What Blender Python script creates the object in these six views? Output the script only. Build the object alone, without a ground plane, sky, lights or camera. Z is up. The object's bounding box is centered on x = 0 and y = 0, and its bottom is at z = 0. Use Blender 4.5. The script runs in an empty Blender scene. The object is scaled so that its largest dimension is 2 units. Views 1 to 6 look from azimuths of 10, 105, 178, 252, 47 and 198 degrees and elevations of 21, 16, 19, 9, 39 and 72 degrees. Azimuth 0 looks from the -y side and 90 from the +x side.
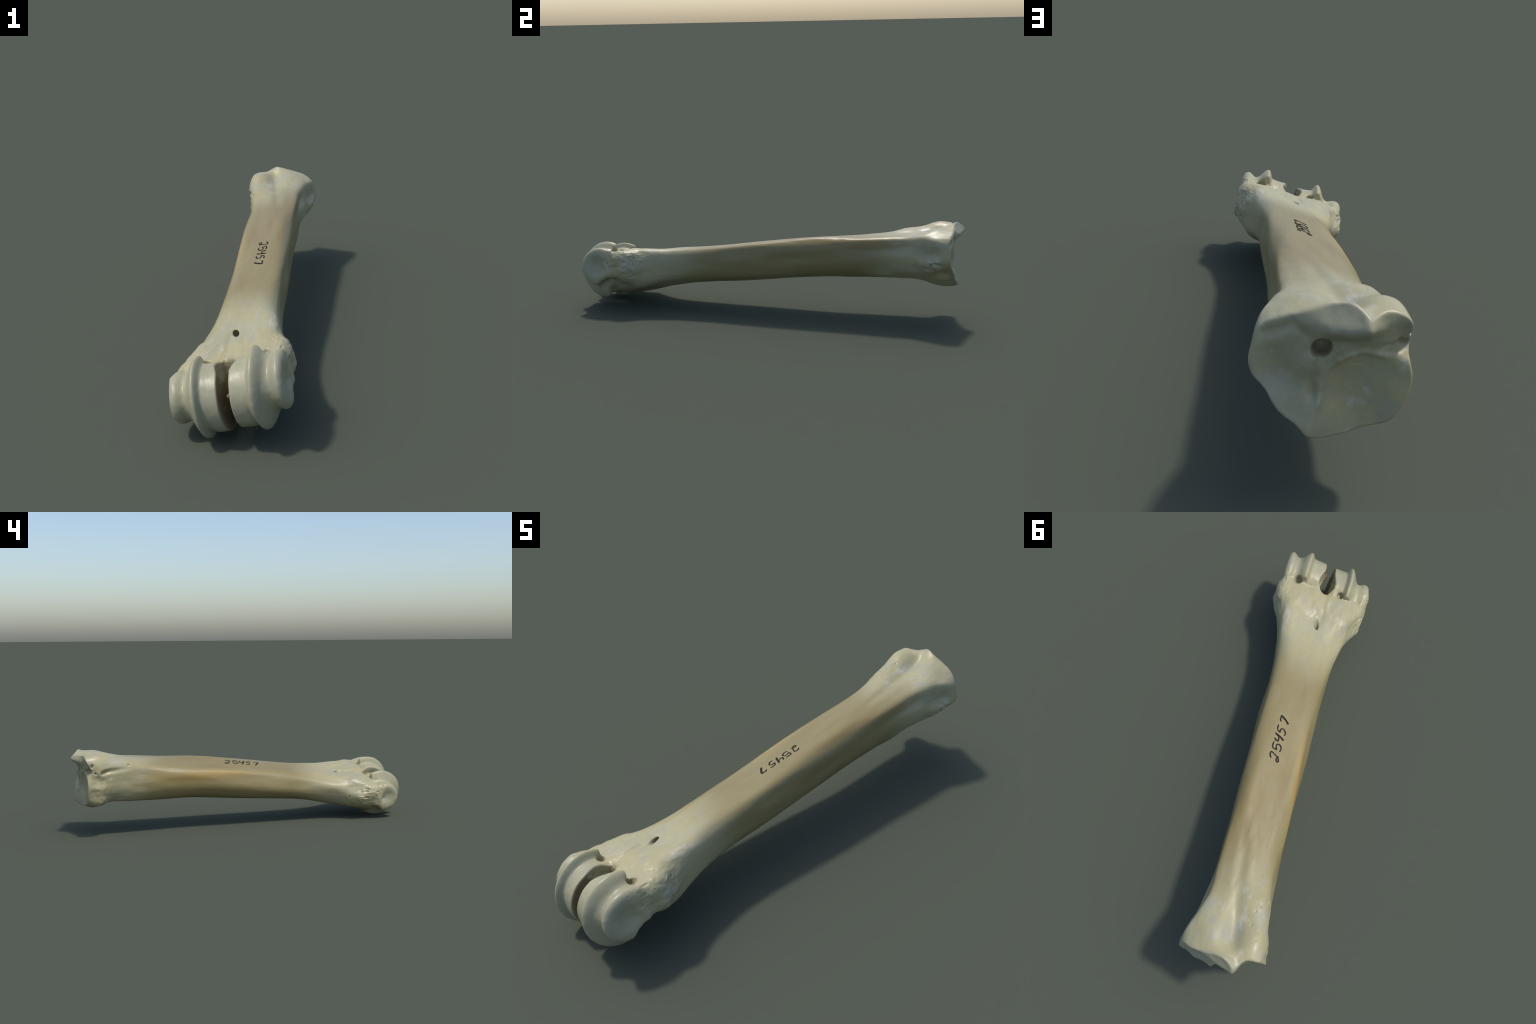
"""A hoofed animal's cannon bone (metatarsal), modelled as one smooth implicit solid:
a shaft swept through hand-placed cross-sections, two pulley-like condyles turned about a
tilted axis, a jointed upper end, plus pits, grooves and rough tuberosities. The solid is
polygonised here, divided into named anatomical parts, and inked with a catalogue number."""
import bpy, math
import numpy as np

# ----------------------------------------------------------------------------- helpers
def smin(a, b, k):
    h = np.clip(.5 + .5 * (b - a) / k, 0, 1)
    return b * (1 - h) + a * h - k * h * (1 - h)

def smax(a, b, k):
    return -smin(-a, -b, k)

def sstep(a, b, x):
    t = np.clip((x - a) / (b - a), 0, 1)
    return t * t * (3 - 2 * t)

def spline(xs, ys, xq):
    """natural cubic spline, columns of ys are independent"""
    xs = np.asarray(xs, float); ys = np.asarray(ys, float)
    n = len(xs); h = np.diff(xs); A = np.zeros((n, n)); B = np.zeros((n,) + ys.shape[1:])
    A[0, 0] = A[-1, -1] = 1
    for i in range(1, n - 1):
        A[i, i - 1:i + 2] = h[i - 1], 2 * (h[i - 1] + h[i]), h[i]
        B[i] = 6 * ((ys[i + 1] - ys[i]) / h[i] - (ys[i] - ys[i - 1]) / h[i - 1])
    M = np.linalg.solve(A, B)
    xq = np.clip(xq, xs[0], xs[-1])
    i = np.clip(np.searchsorted(xs, xq) - 1, 0, n - 2)
    e = (slice(None),) + (None,) * (ys.ndim - 1)
    a = ((xs[i + 1] - xq) / h[i])[e]; b = 1 - a; hh = h[i][e]
    return a * ys[i] + b * ys[i + 1] + ((a ** 3 - a) * M[i] + (b ** 3 - b) * M[i + 1]) * hh ** 2 / 6

def hash3(ix, iy, iz, seed):
    n = (ix.astype(np.int64) * 374761393 + iy.astype(np.int64) * 668265263 + iz.astype(np.int64) * 2147483647 + seed * 974711) & 0xffffffff
    n = ((n ^ (n >> 13)) * 1274126177) & 0xffffffff
    n = ((n ^ (n >> 16)) * 2246822519) & 0xffffffff
    return ((n ^ (n >> 15)) & 0xffff) / 32767.5 - 1

def noise(x, y, z, freq, seed=0, stretch=(1, 1, 1)):
    x, y, z = x * freq * stretch[0], y * freq * stretch[1], z * freq * stretch[2]
    ix, iy, iz = np.floor(x), np.floor(y), np.floor(z)
    fx, fy, fz = x - ix, y - iy, z - iz
    fx, fy, fz = [t * t * t * (t * (t * 6 - 15) + 10) for t in (fx, fy, fz)]
    r = 0
    for dx in (0, 1):
        for dy in (0, 1):
            for dz in (0, 1):
                w = (fx if dx else 1 - fx) * (fy if dy else 1 - fy) * (fz if dz else 1 - fz)
                r = r + w * hash3(ix + dx, iy + dy, iz + dz, seed)
    return r

def blob(x, y, z, c, r):
    """soft bell around c with radii r"""
    return np.exp(-(((x - c[0]) / r[0]) ** 2 + ((y - c[1]) / r[1]) ** 2 + ((z - c[2]) / r[2]) ** 2))

def capsule(x, y, z, a, b, ra, rb):
    a = np.array(a, float); b = np.array(b, float); d = b - a
    t = np.clip(((x - a[0]) * d[0] + (y - a[1]) * d[1] + (z - a[2]) * d[2]) / (d @ d), 0, 1)
    q = np.sqrt((x - a[0] - t * d[0]) ** 2 + (y - a[1] - t * d[1]) ** 2 + (z - a[2] - t * d[2]) ** 2)
    return q - (ra + (rb - ra) * t)

# ----------------------------------------------------------------------------- shaft
# stations along the bone: y, centre x, centre z, radii in mm every 15 degrees from +x towards +z
STATIONS = [
    (-0.84, -0.020, 0.199, "208 212 204 112 78 62 55 53 54 60 73 105 163 209 206 201 196 190 181 176 177 180 186 195"),
    (-0.78, -0.018, 0.198, "214 225 229 135 97 78 69 66 68 75 93 130 187 199 198 188 179 173 165 163 165 172 182 188"),
    (-0.72, -0.016, 0.196, "228 227 225 174 119 95 82 80 85 95 120 150 179 201 198 179 165 156 152 149 153 163 180 196"),
    (-0.66, -0.015, 0.197, "203 206 198 177 120 92 82 79 85 98 122 146 158 181 178 167 153 144 140 140 142 148 176 195"),
    (-0.58, -0.012, 0.203, "168 170 175 165 117 90 80 77 81 92 109 127 148 150 148 144 139 133 125 125 127 133 150 170"),
    (-0.48, -0.011, 0.211, "145 147 153 151 127 99 86 82 85 92 101 120 134 132 130 127 123 115 106 106 113 120 128 144"),
    (-0.34, -0.015, 0.228, "133 132 141 140 120 99 88 84 87 96 106 117 120 126 126 120 113 106 102 102 106 118 126 132"),
    (-0.15, -0.021, 0.247, "134 138 140 145 123 105 93 89 91 101 111 114 118 124 124 120 115 107 102 101 110 119 129 133"),
    (0.10, -0.027, 0.275, "127 127 139 144 132 109 95 90 91 98 118 117 120 126 124 121 118 115 109 106 110 121 129 129"),
    (0.35, -0.032, 0.298, "123 124 133 141 135 114 102 96 98 110 122 127 120 122 124 125 122 118 111 107 109 119 125 125"),
    (0.52, -0.035, 0.307, "125 123 128 147 133 125 116 110 110 120 128 128 126 129 132 135 135 124 114 107 112 122 125 125"),
    (0.64, -0.037, 0.314, "125 127 129 148 135 124 124 122 125 136 141 133 133 134 139 141 140 131 119 111 106 125 127 123"),
    (0.73, -0.038, 0.322, "135 136 134 149 134 122 120 125 138 159 160 150 140 142 145 148 146 137 126 118 116 117 130 133"),
    (0.80, -0.038, 0.328, "148 145 167 168 146 131 121 124 138 168 175 163 150 149 152 154 152 145 134 128 125 126 138 144"),
    (0.86, -0.039, 0.331, "166 153 184 174 160 146 134 138 158 191 192 179 160 169 173 190 177 167 156 144 137 128 137 161"),
    (0.91, -0.039, 0.333, "173 175 184 171 158 149 143 147 162 191 196 174 172 180 182 190 172 169 163 157 144 138 124 150"),
    (0.96, -0.040, 0.335, "173 173 175 167 154 150 160 165 155 182 196 166 175 182 190 176 156 153 159 157 142 142 143 151"),
]
SY = np.array([s[0] for s in STATIONS])
SC = np.array([s[1:3] for s in STATIONS])
SR = np.array([[int(v) for v in s[3].split()] for s in STATIONS]) / 1000.
NA = SR.shape[1]
TY, TT = np.linspace(SY[0], SY[-1], 361), 720
_lap = np.concatenate([SR[:, -4:], SR, SR[:, :4]], 1)          # wrap round so the outline closes smoothly
SRF = spline(np.arange(-4, NA + 4), _lap.T, np.arange(TT) * NA / TT).T
CENTRE = spline(SY, SC, TY)
RADIUS = spline(SY, SRF, TY)

def shaft_field(x, y, z):
    v = np.clip((y - TY[0]) / (TY[-1] - TY[0]), 0, 1) * (len(TY) - 1)
    i = np.minimum(v.astype(int), len(TY) - 2); a = v - i
    cx = CENTRE[i, 0] * (1 - a) + CENTRE[i + 1, 0] * a
    cz = CENTRE[i, 1] * (1 - a) + CENTRE[i + 1, 1] * a
    u = (np.arctan2(z - cz, x - cx) % (2 * np.pi)) / (2 * np.pi) * TT
    j = u.astype(int) % TT; b = u - np.floor(u); j2 = (j + 1) % TT
    R = (RADIUS[i, j] * (1 - b) + RADIUS[i, j2] * b) * (1 - a) + (RADIUS[i + 1, j] * (1 - b) + RADIUS[i + 1, j2] * b) * a
    return np.hypot(x - cx, z - cz) - R

# ----------------------------------------------------------------------------- upper joint surface
# how far the bone reaches (y) at places (x, z) of its upper end
JOINT = np.array([
    # rim of the outer (+x) facet, its hollow and the lower point
    (.120, .420, .940), (.127, .395, .943), (.132, .340, .951), (.128, .300, .959), (.085, .265, .971), (.060, .220, .977),
    (.075, .340, .951), (.080, .400, .957), (.040, .300, .955), (.030, .400, .958), (.035, .240, .970), (.010, .205, .981),
    # ridge between the facets
    (.000, .250, .968), (.000, .300, .954), (.000, .350, .966), (-.010, .180, .966),
    # inner (-x) facet
    (-.040, .335, .937), (-.105, .360, .930), (-.150, .350, .928), (-.080, .290, .922), (-.130, .280, .925), (-.170, .290, .931), (-.200, .300, .929), (-.100, .235, .927), (-.040, .260, .938),
    (-.100, .200, .931), (-.160, .230, .932), (-.050, .190, .947), (-.190, .350, .932),
    # front crest and its facet
    (.080, .445, .952), (.030, .455, .960), (.028, .425, .962), (.005, .465, .962), (-.025, .492, .952), (-.060, .497, .962),
    (-.085, .487, .976), (-.112, .462, .996), (-.115, .444, .999), (-.095, .432, .996), (-.065, .428, .990), (-.035, .432, .984),
    (-.060, .462, .982), (-.030, .462, .970), (-.090, .462, .991), (-.010, .440, .974),
    # sunken strip between crest and facets, small inner facet, inner corner
    (-.040, .402, .950), (-.070, .402, .954), (-.100, .402, .952), (-.060, .385, .954), (-.165, .440, .943), (-.165, .405, .934), (-.130, .412, .949), (-.150, .385, .938), (-.138, .445, .955), (-.128, .458, .968),
    (-.150, .420, .945), (-.185, .455, .940), (-.185, .425, .930), (-.198, .395, .915), (-.212, .435, .935), (-.160, .472, .940), (.110, .440, .938),
])

def tps(p, q):
    d2 = ((p[:, None, :] - q[None]) ** 2).sum(-1)
    return .5 * d2 * np.log(d2 + 1e-12)

_n = len(JOINT)
_A = np.zeros((_n + 3, _n + 3))
_A[:_n, :_n] = tps(JOINT[:, :2], JOINT[:, :2]) + np.eye(_n) * 2e-5
_A[:_n, _n:] = np.c_[np.ones(_n), JOINT[:, :2]]; _A[_n:, :_n] = _A[:_n, _n:].T
_W = np.linalg.solve(_A, np.r_[JOINT[:, 2], 0, 0, 0])

def near_path(x, z, path, w):
    """soft bell of width w along a polyline in the end face"""
    d = np.full(np.shape(x), 9.)
    for (x0, z0), (x1, z1) in zip(path[:-1], path[1:]):
        dx, dz = x1 - x0, z1 - z0
        t = np.clip(((x - x0) * dx + (z - z0) * dz) / (dx * dx + dz * dz), 0, 1)
        d = np.minimum(d, np.hypot(x - x0 - t * dx, z - z0 - t * dz))
    return np.exp(-(d / w) ** 2)

def joint_relief(x, z):
    """small grooves, lips and hollows of the upper joint surface"""
    r = -.012 * near_path(x, z, [(-.018, .372), (-.004, .345), (.004, .310), (.000, .280)], .010)   # groove between the facets
    r += .005 * near_path(x, z, [(-.055, .352), (-.032, .335), (-.020, .300), (-.012, .262)], .009)  # lip of the inner facet
    r += .006 * near_path(x, z, [(-.012, .262), (.004, .222), (.012, .190)], .011)
    r -= .008 * np.exp(-((x - .075) / .045) ** 2 - ((z - .335) / .06) ** 2)                           # dished outer facet
    r -= .006 * near_path(x, z, [(.105, .415), (.060, .435), (.045, .440), (.020, .418)], .012)       # step under the front rim
    r += .004 * near_path(x, z, [(-.055, .358), (-.105, .372), (-.150, .360)], .007)                 # upper lip of the inner facet
    r -= .012 * near_path(x, z, [(-.150, .378), (-.195, .378)], .012)
    return r

def joint_height(x, z):
    gx, gz = np.linspace(-.32, .26, 233), np.linspace(.06, .60, 217)
    if not hasattr(joint_height, "grid"):
        X, Z = np.meshgrid(gx, gz, indexing="ij")
        q = np.c_[X.ravel(), Z.ravel()]
        joint_height.grid = (tps(q, JOINT[:, :2]) @ _W[:_n] + _W[_n] + q @ _W[_n + 1:]).reshape(X.shape)
    G = joint_height.grid
    extra = joint_relief(x, z)
    u = np.clip((x - gx[0]) / (gx[1] - gx[0]), 0, len(gx) - 1.001); v = np.clip((z - gz[0]) / (gz[1] - gz[0]), 0, len(gz) - 1.001)
    i, j = u.astype(int), v.astype(int); a, b = u - i, v - j
    return extra + (G[i, j] * (1 - a) + G[i + 1, j] * a) * (1 - b) + (G[i, j + 1] * (1 - a) + G[i + 1, j + 1] * a) * b

# ----------------------------------------------------------------------------- condyles
PHI = math.radians(13)
AXIS = np.array([math.cos(PHI), 0, math.sin(PHI)])
FRONT = np.array([-math.sin(PHI), 0, math.cos(PHI)])

class Condyle:
    def __init__(s, centre, side, profile, keel, keel_end, span, lift, ahead, neck, cut):
        s.neck, s.cut = neck, cut
        s.ahead = ahead
        s.c, s.side, s.profile, s.keel, s.keel_end, s.span, s.lift = np.array(centre), side, profile, keel, keel_end, span, lift
        t = np.linspace(-.14, .16, 601)
        s.t = t
        s.R = spline([p[0] for p in profile], [p[1] for p in profile], t)

    def local(s, x, y, z):
        d = (x - s.c[0], y - s.c[1], z - s.c[2])
        t = s.side * (d[0] * AXIS[0] + d[2] * AXIS[2])
        return t, d[1], d[0] * FRONT[0] + d[2] * FRONT[2]

    def field(s, x, y, z):
        t, v, w = s.local(x, y, z)
        lift = s.lift * sstep(0, .08, t) - .008 * sstep(0, .05, -t)      # the outer flange sits further forward, the inner one further back
        R = np.interp(t, s.t, s.R)
        rho = np.hypot(v + s.ahead * sstep(0, .08, t), w - lift)
        f = rho - R
        # keel: a rounded ridge round the pulley that stops short of the shaft in front and behind
        base, hgt, wi, wo, sway, flat = s.keel
        rk = np.hypot(v * flat, w)
        tk = t + sway * np.clip(-v / (rk + 1e-6), 0, 1) ** 2
        k = np.exp(-np.where(tk < 0, np.abs(tk) / wi, np.abs(tk) / wo) ** 2)
        f2 = rk - (base + hgt * k)
        front_end, back_end = s.keel_end
        f2 = np.where(w > 0, smax(f2, v - front_end, .008), smax(f2, v - back_end, .035))
        f = smin(f * .75, f2 * .65, .010)
        # the outer half runs back into the shaft as a thick neck
        top, low, out = s.neck
        n = smax(smax(w - top, low - w, .03), smax(t - out, -.02 - t, .03), .03)
        n = smax(n, smax(-v - .01, v - .13, .03), .03)
        f = smin(f, n * .9, .025)
        # the outer flange is cut back behind, below the neck
        f = smax(f, -smax(w - np.interp(v, *s.cut), .040 - t, .012), .012)
        f = smax(f, t - s.span[1] + .10 * (rho - .05), .026)
        f = smax(f, s.span[0] - t, .010)
        return f

COND_A = Condyle((.112, -.858, .197), 1,
                 [(-.14, .116), (-.085, .118), (-.05, .120), (-.02, .118), (.0, .108), (.03, .097), (.05, .089), (.074, .099), (.098, .095), (.16, .05)],
                 (.072, .077, .027, .041, .012, 1.07), (.056, .034), (-.093, .108), .018, .008, (.098, -.035, .086),
                 ((-.04, -.03, -.01, .01, .04, .08), (-.17, -.12, -.080, -.060, -.042, -.036)))
COND_B = Condyle((-.093, -.853, .143), -1,
                 [(-.14, .116), (-.085, .121), (-.05, .121), (-.02, .118), (.0, .108), (.03, .088), (.05, .078), (.078, .088), (.105, .086), (.16, .04)],
                 (.062, .081, .027, .037, .0, 1.0), (.064, .092), (-.084, .128), .008, .0, (.080, -.026, .100),
                 ((-.03, .0, .02, .04, .066, .10), (-.16, -.10, -.068, -.052, -.040, -.034)))

# ----------------------------------------------------------------------------- the whole bone
def bone_field(x, y, z):
    f = shaft_field(x, y, z)
    # upper end
    Y = joint_height(x, z)
    up = y > .30
    f = np.where(up, smax(f, (y - Y) * .8, .007), f)
    # lower end: the shaft's flare stops behind the pulleys
    down = y < -.45
    if down.any():
        xd, yd, zd = x[down], y[down], z[down]
        fd = f[down]
        fd = smax(fd, -.800 - yd, .03)
        a = COND_A.field(xd, yd, zd); b = COND_B.field(xd, yd, zd)
        fd = smin(fd, a, .012); fd = smin(fd, b, .012)
        # slot between the pulleys
        mid = (xd + .004) * AXIS[0] + (zd - .19) * AXIS[2] + .004 * noise(xd, yd, zd, 55, 21) * sstep(.05, .02, np.hypot(yd + .86, zd - .16) - .06)
        wide = np.interp(yd, (-.94, -.90, -.875, -.845, -.820, -.803, -.788), (.019, .020, .029, .037, .035, .024, .006))
        narrow = .010 + .009 * sstep(-.84, -.98, yd)
        depth = sstep(.15, .25, zd)
        slot = smax(np.abs(mid - .005 * depth) - (narrow + (wide - narrow) * depth), yd + .790 - .006 * (1 - depth), .012)
        fd = smax(fd, -slot, .009)
        # bony spur on the wall of the cleft, and a scabby strip opposite it
        fd = smin(fd, capsule(xd, yd, zd, (.030, -.850, .205), (.006, -.925, .191), .012, .0065), .006)
        strip = blob(xd, yd, zd, (-.025, -.905, .165), (.012, .022, .07))
        m = strip > .05
        fd[m] = fd[m] - strip[m] * .006 * noise(xd[m], yd[m], zd[m], 75, 51)
        # hollows on the outer faces of the pulleys
        for c, s in ((COND_A, 1), (COND_B, -1)):
            t, v, w = c.local(xd, yd, zd)
            fd = fd + .032 * np.exp(-((t - c.span[1]) / .05) ** 2 - ((v + .012) / .052) ** 2 - ((w - .020) / .048) ** 2)
            fd = fd + .007 * np.exp(-((t - c.span[1]) / .04) ** 2 - ((v - .012) / .016) ** 2 - ((w - .008) / .012) ** 2)
            fd = fd - .006 * np.exp(-((t - c.span[1]) / .05) ** 2 - ((v + .5 * (w - .03) - .03) / .016) ** 2 - ((w - .03) / .05) ** 2)
        # pits behind the front ends of the keels
        fd = smax(fd, -capsule(xd, yd, zd, (.118, -.800, .318), (.112, -.808, .285), .017, .014), .006)
        fd = smax(fd, -capsule(xd, yd, zd, (-.092, -.795, .268), (-.090, -.800, .238), .017, .014), .006)
        # rough ligament tuberosities
        rough = blob(xd, yd, zd, (.20, -.73, .27), (.06, .09, .10)) + 1.2 * blob(xd, yd, zd, (-.21, -.72, .13), (.06, .10, .09))
        m = rough > .02
        q = (xd[m], yd[m], zd[m])
        worn = sstep(-.25, .45, noise(*q, 24, 6))                    # scarred in places, smooth between
        scar = (.0065 * noise(*q, 26, 3, (1, .7, 1)) + .004 * noise(*q, 46, 4, (1, .6, 1)) + .0025
                - worn * (.0065 * np.abs(noise(*q, 58, 5, (1, .45, 1))) - .0012)
                - .011 * sstep(.62, .92, noise(*q, 70, 9)))
        fd[m] = fd[m] - rough[m] * scar
        # ligament hollows, ridges and a shallow groove from the foramen to the cleft on the front
        face = sstep(-.56, -.66, yd) * sstep(-.84, -.78, yd) * sstep(.17, .23, zd)
        m = face > .01
        q = (xd[m], yd[m], zd[m])
        fd[m] = fd[m] - face[m] * (.0035 * noise(*q, 17, 31, (1, .6, 1)) + .0022 * noise(*q, 48, 32, (1, .5, 1)) - .0012 * np.abs(noise(*q, 95, 33, (1, .4, 1))))
        fd = fd + face * .004 * np.exp(-((xd + .030) / .016) ** 2)
        fd = fd + .008 * blob(xd, yd, zd, (.125, -.765, .325), (.035, .04, .04)) + .007 * blob(xd, yd, zd, (-.155, -.775, .235), (.03, .035, .04))
        f[down] = fd
    # nutrient foramen at the front
    f = smax(f, -capsule(x, y, z, (-.014, -.645, .287), (-.026, -.580, .257), .0085, .0135), .009)
    if up.any():
        xu, yu, zu = x[up], y[up], z[up]
        fu = f[up]
        # long shallow groove down the front of the upper shaft
        run = sstep(.32, .55, yu) * sstep(.95, .84, yu) * (zu > .34)
        fu = fu + .012 * run * np.exp(-((xu + .002 + .17 * (yu - .45)) / .028) ** 2)
        # hollow on the front, beside the crest
        fu = fu + .022 * blob(xu, yu, zu, (-.078, .872, .465), (.038, .075, .06))
        # foramen in the joint surface
        fu = smax(fu, -capsule(xu, yu, zu, (-.014, .985, .388), (-.018, .925, .385), .028, .018), .006)
        # pit at the inner edge and its groove down the inner side
        side = (yu > .74) & (xu < -.08)
        q = (xu[side], yu[side], zu[side])
        wob = .008 * noise(*q, 40, 41)
        fs = fu[side]
        for a, b, r0, r1, k in (((-.228, .925, .383), (-.168, .915, .386), .017, .012, .012), ((-.218, .902, .408), (-.188, .905, .402), .010, .006, .006),
                                ((-.212, .884, .370), (-.188, .885, .374), .009, .005, .006)):
            fs = smax(fs, -(capsule(*q, a, b, r0, r1) + wob), k)
        lumps = sstep(.76, .86, q[1]) * sstep(.42, .34, q[2]) * sstep(.002, .03, Y[up][side] - q[1])
        fs = fs - lumps * (.0045 * noise(*q, 22, 42) + .002 * noise(*q, 55, 43))
        fu[side] = fs
        # ragged notch along the lower outer side, behind the rim
        side = (yu > .74) & (xu > .05) & (zu < .36)
        q = (xu[side], yu[side], zu[side])
        cut = capsule(*q, (.112, .825, .292), (.126, .912, .288), .006, .010) + .006 * noise(*q, 62, 61)
        fs = smax(fu[side], -cut, .008)
        for c in ((.128, .855, .312), (.132, .880, .318), (.134, .902, .312)):
            fs = smax(fs, -(np.sqrt((q[0] - c[0]) ** 2 + ((q[1] - c[1]) * .8) ** 2 + ((q[2] - c[2]) * .7) ** 2) - .010 + .005 * noise(*q, 70, 62)), .006)
        fu[side] = fs - .003 * blob(*q, (.11, .87, .28), (.06, .07, .06)) * noise(*q, 38, 63)
        # hollow on the outer side, under the corner ridge
        fu = fu + .026 * blob(xu, yu, zu, (.124, .812, .408), (.042, .058, .036))
        fu = smax(fu, -capsule(xu, yu, zu, (-.197, .848, .374), (-.188, .670, .394), .009, .007), .016)
        m = blob(xu, yu, zu, (-.165, .76, .425), (.05, .13, .04))
        g = m > .03
        fu[g] = fu[g] - m[g] * (.002 * noise(xu[g], yu[g], zu[g], 40, 7) - .007 * sstep(.55, .9, noise(xu[g], yu[g], zu[g], 62, 8, (1, .6, 1))))
        f[up] = fu
    # very slight unevenness everywhere
    return f + .0012 * noise(x, y, z, 14, 11, (1, .35, 1)) + .0004 * noise(x, y, z, 60, 12, (1, .4, 1))

# ----------------------------------------------------------------------------- polygonise (surface nets)
def polygonise(field):
    gx = np.arange(-.285, .262, .0028)
    gz = np.arange(-.045, .552, .0028)
    ys, y = [], -1.045
    while y < 1.045:
        ys.append(y)
        y += .0028 + .0026 * float(sstep(.0, .2, np.array(min(y + .62, .62 - y))))
    gy = np.array(ys)
    nx, ny, nz = len(gx), len(gy), len(gz)
    S = 4
    cx, cy, cz = gx[::S], gy[::S], gz[::S]
    X, Y, Z = np.meshgrid(cx, cy, cz, indexing="ij")
    C = field(X.ravel(), Y.ravel(), Z.ravel()).reshape(X.shape)
    near = np.abs(C) < .030
    F = np.repeat(np.repeat(np.repeat(np.where(C > 0, 1., -1.), S, 0), S, 1), S, 2)[:nx, :ny, :nz].copy()
    for a in range(3):                     # a coarse node serves the fine nodes on both its sides
        n = near.copy()
        for s in (1, -1):
            n |= np.roll(near, s, a)
        near = n
    N = np.repeat(np.repeat(np.repeat(near, S, 0), S, 1), S, 2)[:nx, :ny, :nz]
    i, j, k = np.nonzero(N)
    vals = np.empty(len(i))
    for s in range(0, len(i), 1000000):
        e = slice(s, s + 1000000)
        vals[e] = field(gx[i[e]], gy[j[e]], gz[k[e]])
    F[i, j, k] = vals
    neg = F < 0
    cell = np.zeros((nx - 1, ny - 1, nz - 1), np.int8)
    for a in (0, 1):
        for b in (0, 1):
            for c in (0, 1):
                cell += neg[a:nx - 1 + a, b:ny - 1 + b, c:nz - 1 + c]
    act = (cell > 0) & (cell < 8)
    ci, cj, ck = np.nonzero(act)
    idx = np.full(act.shape, -1, np.int64); idx[ci, cj, ck] = np.arange(len(ci))
    pos = np.zeros((len(ci), 3)); cnt = np.zeros(len(ci))
    G = (gx, gy, gz)
    corners = [(a, b, c) for a in (0, 1) for b in (0, 1) for c in (0, 1)]
    for p in corners:
        for ax in range(3):
            if p[ax]: continue
            q = list(p); q[ax] = 1
            v0 = F[ci + p[0], cj + p[1], ck + p[2]]; v1 = F[ci + q[0], cj + q[1], ck + q[2]]
            m = (v0 < 0) != (v1 < 0)
            t = np.where(m, v0 / np.where(m, v0 - v1, 1), 0)
            base = [gx[ci + p[0]], gy[cj + p[1]], gz[ck + p[2]]]
            end = [gx[ci + q[0]], gy[cj + q[1]], gz[ck + q[2]]]
            for d in range(3):
                pos[:, d] += np.where(m, base[d] + t * (end[d] - base[d]), 0)
            cnt += m
    pos /= cnt[:, None]
    quads = []
    for ax in range(3):
        sl0 = [slice(1, -1)] * 3; sl1 = [slice(1, -1)] * 3
        sl0[ax] = slice(0, -1); sl1[ax] = slice(1, None)
        a, b = neg[tuple(sl0)], neg[tuple(sl1)]
        for flip, m in ((False, a & ~b), (True, ~a & b)):
            e = list(np.nonzero(m))
            for d in range(3):
                if d != ax: e[d] = e[d] + 1
            u, v = (ax + 1) % 3, (ax + 2) % 3
            ring = []
            for du, dv in ((1, 1), (0, 1), (0, 0), (1, 0)):
                c = [e[0].copy(), e[1].copy(), e[2].copy()]
                c[u] = c[u] - du; c[v] = c[v] - dv
                ring.append(idx[c[0], c[1], c[2]])
            if flip: ring = ring[::-1]
            quads.append(np.stack(ring, 1))
    Q = np.concatenate(quads)
    Q = Q[(Q >= 0).all(1)]
    # relax the net a little and pull it back onto the surface
    E = np.concatenate([Q[:, [a, (a + 1) % 4]] for a in range(4)])
    deg = np.bincount(E[:, 0], minlength=len(pos)).astype(float)
    for it in range(2):
        avg = np.stack([np.bincount(E[:, 0], pos[E[:, 1], d], len(pos)) for d in range(3)], 1) / np.maximum(deg, 1)[:, None]
        pos += .5 * (avg - pos)
        f, g = gradient(field, pos)
        step = -(f / np.maximum((g * g).sum(1), .05))[:, None] * g
        pos += np.clip(step, -.002, .002)
    used = np.zeros(len(pos), bool); used[Q.ravel()] = True
    re = np.cumsum(used) - 1
    return pos[used], re[Q]

def gradient(field, p, h=.0008):
    f0 = field(p[:, 0], p[:, 1], p[:, 2])
    g = np.stack([field(p[:, 0] + h * (d == 0), p[:, 1] + h * (d == 1), p[:, 2] + h * (d == 2)) - f0 for d in range(3)], 1) / h
    return f0, g

verts, quads = polygonise(bone_field)

def keep_largest(verts, quads):
    """drop loose crumbs"""
    lab = np.arange(len(verts))
    while True:
        m = lab[quads].min(1)
        new = lab.copy()
        for a in range(4): np.minimum.at(new, quads[:, a], m)
        new = new[new]
        if (new == lab).all(): break
        lab = new
    big = np.bincount(lab).argmax()
    q = quads[lab[quads[:, 0]] == big]
    used = np.zeros(len(verts), bool); used[q.ravel()] = True
    return verts[used], (np.cumsum(used) - 1)[q]

verts, quads = keep_largest(verts, quads)

# area-weighted vertex normals of the whole bone
P = verts[quads]
fn = np.cross(P[:, 2] - P[:, 0], P[:, 3] - P[:, 1])
vn = np.zeros_like(verts)
for a in range(4):
    for d in range(3):
        vn[:, d] += np.bincount(quads[:, a], fn[:, d], len(verts))
vn /= np.linalg.norm(vn, axis=1)[:, None]

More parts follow.
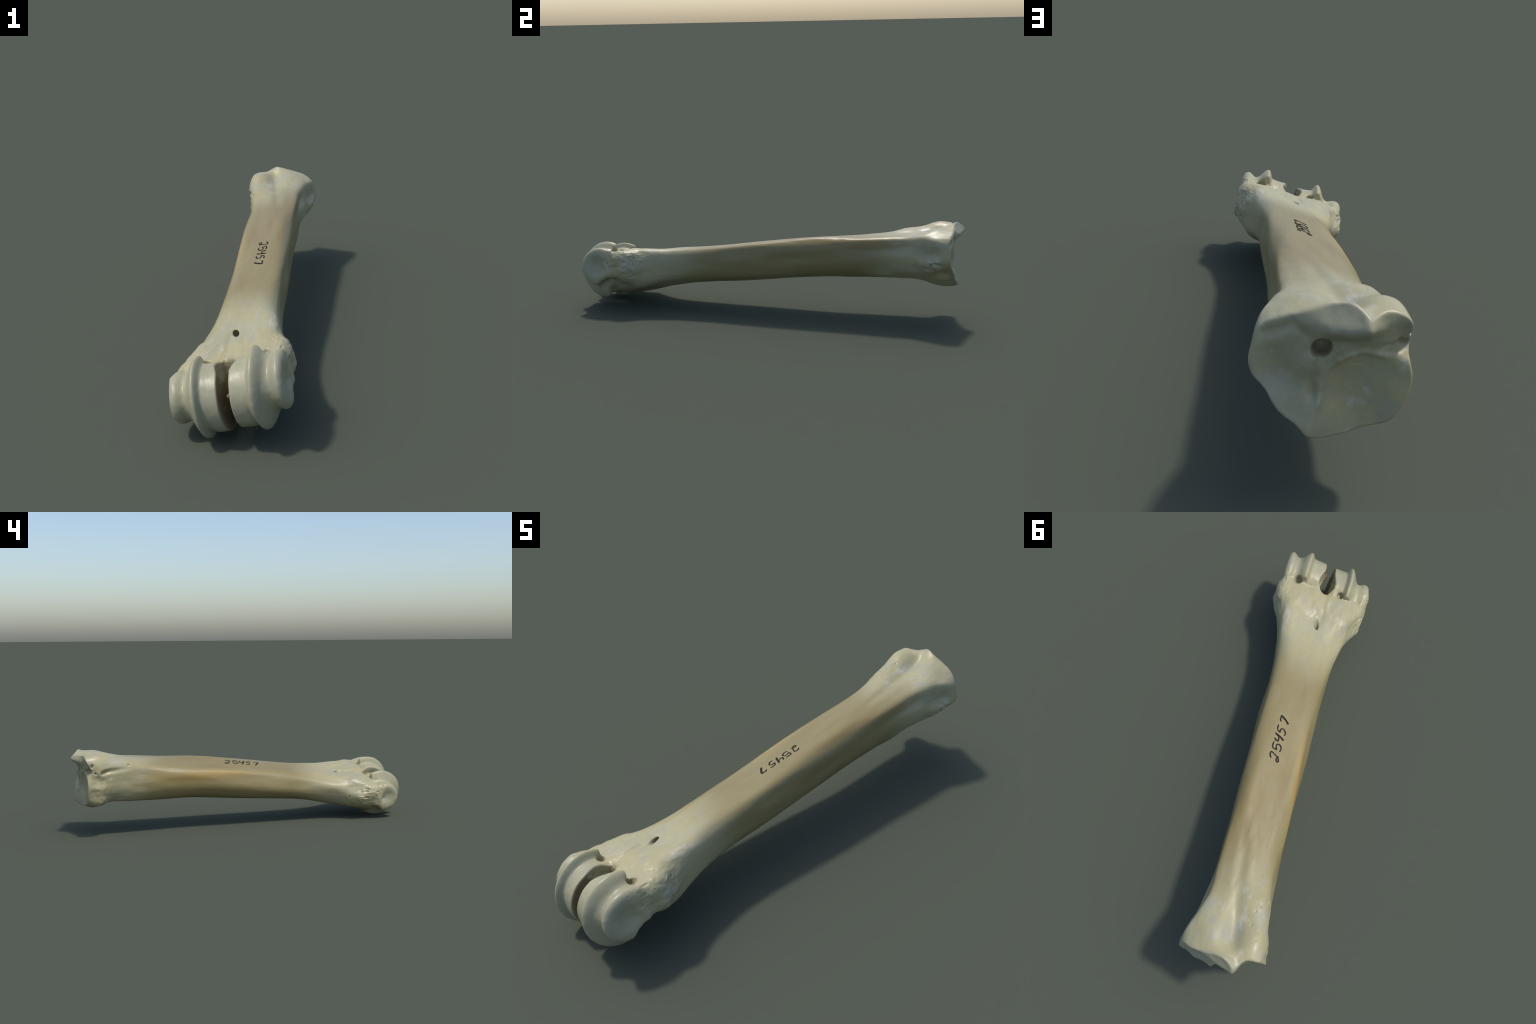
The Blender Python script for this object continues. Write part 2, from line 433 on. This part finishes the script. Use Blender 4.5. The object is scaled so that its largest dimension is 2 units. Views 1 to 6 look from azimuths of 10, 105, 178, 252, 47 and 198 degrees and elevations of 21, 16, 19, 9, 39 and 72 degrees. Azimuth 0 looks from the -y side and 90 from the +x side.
# ----------------------------------------------------------------------------- materials
class Nodes:
    def __init__(s, name):
        s.mat = bpy.data.materials.new(name); s.mat.use_nodes = True
        s.t = s.mat.node_tree; s.n = s.t.nodes; s.l = s.t.links
        s.bsdf = s.n["Principled BSDF"]
    def put(s, sock, v):
        if isinstance(v, bpy.types.NodeSocket): s.l.new(v, sock)
        elif v is not None: sock.default_value = v
    def math(s, op, a, b=None, c=None, clamp=False):
        n = s.n.new("ShaderNodeMath"); n.operation = op; n.use_clamp = clamp
        for k, v in enumerate((a, b, c)):
            if v is not None: s.put(n.inputs[k], v)
        return n.outputs[0]
    def ramp(s, v, a, b, lo=0., hi=1.):
        n = s.n.new("ShaderNodeMapRange"); n.interpolation_type = "SMOOTHSTEP"
        s.put(n.inputs[0], v)
        for k, w in enumerate((a, b, lo, hi)): s.put(n.inputs[k + 1], w)
        return n.outputs[0]
    def mix(s, f, a, b, mode="MIX"):
        n = s.n.new("ShaderNodeMix"); n.data_type = "RGBA"; n.blend_type = mode
        s.put(n.inputs[0], f); s.put(n.inputs[6], a); s.put(n.inputs[7], b)
        return n.outputs[2]
    def coords(s, scale=(1, 1, 1)):
        if not hasattr(s, "tc"): s.tc = s.n.new("ShaderNodeTexCoord")
        m = s.n.new("ShaderNodeMapping"); m.inputs["Scale"].default_value = scale
        s.l.new(s.tc.outputs["Object"], m.inputs[0]); return m.outputs[0]
    def noise(s, scale, detail=3, rough=.55, stretch=(1, 1, 1), offset=0):
        n = s.n.new("ShaderNodeTexNoise")
        s.l.new(s.coords(stretch), n.inputs["Vector"])
        n.inputs["Scale"].default_value = scale; n.inputs["Detail"].default_value = detail; n.inputs["Roughness"].default_value = rough
        if offset:
            n.noise_dimensions = "4D"; n.inputs["W"].default_value = offset
        return n.outputs[0]
    def xyz(s):
        if not hasattr(s, "sep"):
            s.sep = s.n.new("ShaderNodeSeparateXYZ"); s.l.new(s.coords(), s.sep.inputs[0])
        return s.sep.outputs
    def bell(s, c, r, a=.35, b=1.1):
        """1 inside the ellipsoid round c, 0 outside"""
        m = s.n.new("ShaderNodeMapping"); m.vector_type = "POINT"
        m.inputs["Scale"].default_value = [1 / v for v in r]
        m.inputs["Location"].default_value = [-q / v for q, v in zip(c, r)]
        s.l.new(s.tc.outputs["Object"] if hasattr(s, "tc") else s.coords() and s.tc.outputs["Object"], m.inputs[0])
        n = s.n.new("ShaderNodeVectorMath"); n.operation = "LENGTH"; s.l.new(m.outputs[0], n.inputs[0])
        return s.ramp(n.outputs[1], a, b, 1., 0.)

def rgb(r, g, b): return (r, g, b, 1)

def bone_material():
    m = Nodes("aged_bone")
    x, y, z = m.xyz()
    big = m.noise(5, 3, .6, (1, .35, 1))
    streak = m.noise(16, 4, .6, (1, .10, 1), 3)
    fine = m.noise(70, 4, .65, (1, .5, 1), 7)
    tan = m.mix(m.ramp(big, .35, .65), rgb(.240, .192, .083), rgb(.265, .226, .106))
    tan = m.mix(m.math("MULTIPLY", m.ramp(streak, .45, .68), .5), tan, rgb(.225, .166, .066))
    # spongy ends are paler and greener than the shaft
    pale = m.mix(m.ramp(m.noise(13, 3, .6, (1, .6, 1), 5), .35, .65), rgb(.402, .360, .198), rgb(.375, .352, .218))
    yy = m.math("ADD", y, m.math("MULTIPLY", m.math("SUBTRACT", big, .5), .35))
    ends = m.math("MAXIMUM", m.ramp(yy, -.26, -.58), m.ramp(yy, .48, .80))
    col = m.mix(ends, tan, pale)
    # whitish blotches near the ends
    blotch = m.math("MULTIPLY", m.ramp(m.noise(22, 4, .6, (1, .45, 1), 9), .56, .72), m.math("MAXIMUM", m.ramp(yy, -.52, -.68), m.ramp(yy, .55, .75)))
    col = m.mix(m.math("MULTIPLY", blotch, .8), col, rgb(.49, .472, .39))
    grey = m.math("MULTIPLY", m.ramp(m.noise(11, 5, .65, (1, .7, 1), 17), .52, .66), ends)
    col = m.mix(m.math("MULTIPLY", grey, .55), col, rgb(.315, .31, .28))
    green = m.math("MULTIPLY", m.ramp(m.noise(9, 4, .6, (1, .6, 1), 23), .52, .68), ends)
    col = m.mix(m.math("MULTIPLY", green, .3), col, rgb(.345, .335, .165))
    for c, r in (((-.092, .813, .434), (.014, .035, .03)), ((-.069, .855, .432), (.013, .036, .03)), ((.125, .875, .335), (.03, .045, .035)), ((.20, -.715, .275), (.03, .045, .03)), ((.115, -.58, .315), (.03, .10, .03))):
        worn = m.math("MULTIPLY", m.bell(c, r, .2, 1.15), m.ramp(m.noise(34, 3, .6, (1, .4, 1), 29), .40, .58))  # mask of the five placed whitish patches
        col = m.mix(m.math("MULTIPLY", worn, .6), col, rgb(.55, .53, .45))
    # orange stain along the inner side and the outer front edge
    col = m.mix(m.math("MULTIPLY", m.bell((-.15, .22, .325), (.08, .45, .036), .0, 1.15), .75), col, rgb(.40, .265, .085))
    col = m.mix(m.math("MULTIPLY", m.bell((.075, .42, .405), (.03, .48, .035), .1, 1.1), .6), col, rgb(.32, .22, .08))
    # smooth joint surfaces are greyer
    smooth = m.math("MAXIMUM", m.ramp(y, -.80, -.88), m.ramp(y, .935, .96))
    col = m.mix(m.math("MULTIPLY", smooth, .75), col, m.mix(m.ramp(big, .4, .6), rgb(.325, .320, .226), rgb(.348, .338, .224)))
    # brown stain in the slot between the pulleys, dark brown colour in the openings
    slot = m.math("ABSOLUTE", m.math("ADD", m.math("MULTIPLY", m.math("ADD", x, .004), AXIS[0]), m.math("MULTIPLY", m.math("SUBTRACT", z, .19), AXIS[2])))
    slot = m.math("MULTIPLY", m.ramp(slot, .016, .026, 1., 0.), m.ramp(y, -.76, -.84))
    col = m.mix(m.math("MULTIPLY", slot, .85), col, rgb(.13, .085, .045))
    for c, r in (((-.014, .935, .386), (.028, .034, .028)), ((-.018, -.585, .255), (.014, .03, .014)), ((-.195, .913, .386), (.02, .014, .014))):
        col = m.mix(m.math("MULTIPLY", m.bell(c, r, .4, 1.0), .65), col, rgb(.17, .125, .075))
    col = m.mix(m.math("MULTIPLY", m.ramp(fine, .35, .65), .12), col, rgb(.21, .17, .09))
    m.put(m.bsdf.inputs["Base Color"], col)
    m.put(m.bsdf.inputs["Roughness"], m.math("ADD", m.math("MULTIPLY", fine, .25), .26))
    m.bsdf.inputs["Specular IOR Level"].default_value = .4
    bump = m.n.new("ShaderNodeBump"); bump.inputs["Strength"].default_value = .18; bump.inputs["Distance"].default_value = .004
    m.l.new(m.noise(60, 4, .6, (1, .35, 1), 13), bump.inputs["Height"]); m.l.new(bump.outputs[0], m.bsdf.inputs["Normal"])
    return m.mat

def ink_material():
    m = Nodes("black_ink")
    col = m.mix(m.noise(150, 2), rgb(.012, .009, .007), rgb(.040, .030, .022))
    m.put(m.bsdf.inputs["Base Color"], col)
    m.bsdf.inputs["Roughness"].default_value = .85
    m.bsdf.inputs["Specular IOR Level"].default_value = .15
    return m.mat

BONE, INK = bone_material(), ink_material()

# ----------------------------------------------------------------------------- parts
thing = bpy.data.objects.new("cannon_bone", None)
bpy.context.scene.collection.objects.link(thing)
thing["label"] = "pale tan animal leg bone with double-pulley end and inked number"
thing["category"] = "animal bone"

def add_part(name, faces):
    used = np.unique(faces)
    re = np.full(len(verts), -1); re[used] = np.arange(len(used))
    me = bpy.data.meshes.new(name)
    q = re[faces]
    me.vertices.add(len(used)); me.vertices.foreach_set("co", verts[used].astype(np.float32).ravel())
    me.loops.add(q.size); me.loops.foreach_set("vertex_index", q.ravel().astype(np.int32))
    me.polygons.add(len(q)); me.polygons.foreach_set("loop_start", np.arange(0, q.size, 4, dtype=np.int32))
    me.polygons.foreach_set("use_smooth", np.ones(len(q), bool))
    me.update(calc_edges=True); me.validate()
    me.normals_split_custom_set_from_vertices(vn[used].tolist())
    me.materials.append(BONE)
    ob = bpy.data.objects.new(name, me)
    bpy.context.scene.collection.objects.link(ob)
    ob.parent = thing
    return ob

fc = verts[quads].mean(1)
tA, vA, wA = COND_A.local(*fc.T); tB, vB, wB = COND_B.local(*fc.T)
side = (fc[:, 0] + .004) * AXIS[0] + (fc[:, 2] - .19) * AXIS[2]
region = np.zeros(len(fc), int)
region[fc[:, 1] > .80] = 1
region[(fc[:, 1] < -.52)] = 2
region[(fc[:, 1] < -.79) & (side > 0)] = 3
region[(fc[:, 1] < -.79) & (side <= 0)] = 4
shaft = add_part("shaft", quads[region == 0])
add_part("joint_head", quads[region == 1])
add_part("flared_end", quads[region == 2])
add_part("condyle", quads[region == 3])
add_part("condyle", quads[region == 4])

# ----------------------------------------------------------------------------- inked number
# pen strokes as (x, y) points in mm on the front of the shaft, with the pen's half width
DIGITS = [
    [(3.0, [(-9.3, 102.5), (-2.4, 91.3), (-0.6, 80.5), (-3.4, 74.1), (-12.8, 77.7), (-26.4, 85.0), (-35.8, 92.7), (-40.3, 101.3), (-40.4, 109.2), (-36.0, 110.0), (-31.2, 102.6), (-31.1, 94.7), (-38.8, 84.6)])],
    [(3.0, [(-0.9, 24.1), (-0.1, 39.7), (-0.8, 53.6)]), (3.0, [(-0.8, 53.6), (-11.0, 56.3), (-22.1, 58.5)]), (3.0, [(-22.1, 58.5), (-16.4, 47.0), (-15.7, 35.4), (-21.7, 30.5), (-31.3, 34.7), (-37.0, 45.3), (-37.1, 55.8), (-34.2, 62.8)])],
    [(3.8, [(1.6, 7.3), (-7.0, 15.6), (-16.8, 18.3)]), (3.0, [(-16.8, 18.3), (-15.3, 3.6), (-13.3, -7.4)]), (4.4, [(4.7, -16.5), (-9.9, -8.3), (-24.1, -2.6), (-37.0, 7.3)])],
    [(3.0, [(1.7, -58.9), (1.9, -46.6), (0.5, -34.0)]), (3.0, [(0.5, -34.0), (-8.9, -27.1), (-13.9, -24.3)]), (3.0, [(-13.9, -24.3), (-12.5, -36.9), (-16.7, -44.9), (-25.8, -42.8), (-33.8, -32.9), (-36.2, -24.4), (-34.1, -16.4)])],
    [(3.0, [(-6.1, -75.4), (-0.5, -80.4), (1.2, -94.4), (2.1, -105.2)]), (4.4, [(2.1, -105.2), (-12.4, -95.3), (-25.8, -85.4), (-36.1, -73.9)])],
]

def on_front(px, py):
    lo, hi = np.full(len(px), .28), np.full(len(px), .50)
    for _ in range(30):
        mid = (lo + hi) / 2
        inside = bone_field(px, py, mid) < 0
        lo = np.where(inside, mid, lo); hi = np.where(inside, hi, mid)
    return (lo + hi) / 2

def stroke_mesh(strokes, name):
    V, Fc = [], []
    for half, pts in strokes:
        p = np.array(pts, float) / 1000
        s = np.r_[0, np.cumsum(np.hypot(*np.diff(p, axis=0).T))]
        n = max(6, int(s[-1] / .0022))
        c = spline(s, p, np.linspace(0, s[-1], n))
        q = np.c_[c, on_front(c[:, 0], c[:, 1])]
        f, g = gradient(bone_field, q, .003)
        nor = g / np.linalg.norm(g, axis=1)[:, None]
        tan = np.gradient(q, axis=0); tan /= np.linalg.norm(tan, axis=1)[:, None]
        across = np.cross(nor, tan)
        u = np.linspace(0, 1, n)
        wid = half / 1000 * np.sqrt(np.clip(np.minimum(u, 1 - u) * s[-1] / .004 + .12, 0, 1)) * (1 + .12 * np.sin(u * 11 + len(pts)))
        ring = [(-1, -.6), (-1, .05), (-.55, .3), (0, .38), (.55, .3), (1, .05), (1, -.6)]
        base = len(V)
        for k in range(n):
            for a, b in ring:
                V.append(q[k] + across[k] * wid[k] * a + nor[k] * (b * .0026 + .0006))
        m = len(ring)
        for k in range(n - 1):
            for r in range(m):
                Fc.append((base + k * m + r, base + k * m + (r + 1) % m, base + (k + 1) * m + (r + 1) % m, base + (k + 1) * m + r))
        Fc.append(tuple(base + r for r in range(m))[::-1]); Fc.append(tuple(base + (n - 1) * m + r for r in range(m)))
    me = bpy.data.meshes.new(name)
    me.from_pydata([tuple(v) for v in V], [], Fc); me.update()
    me.polygons.foreach_set("use_smooth", np.ones(len(me.polygons), bool))
    me.materials.append(INK)
    ob = bpy.data.objects.new(name, me)
    bpy.context.scene.collection.objects.link(ob)
    ob.parent = shaft

for digit in DIGITS:
    stroke_mesh(digit, "inked_digit")
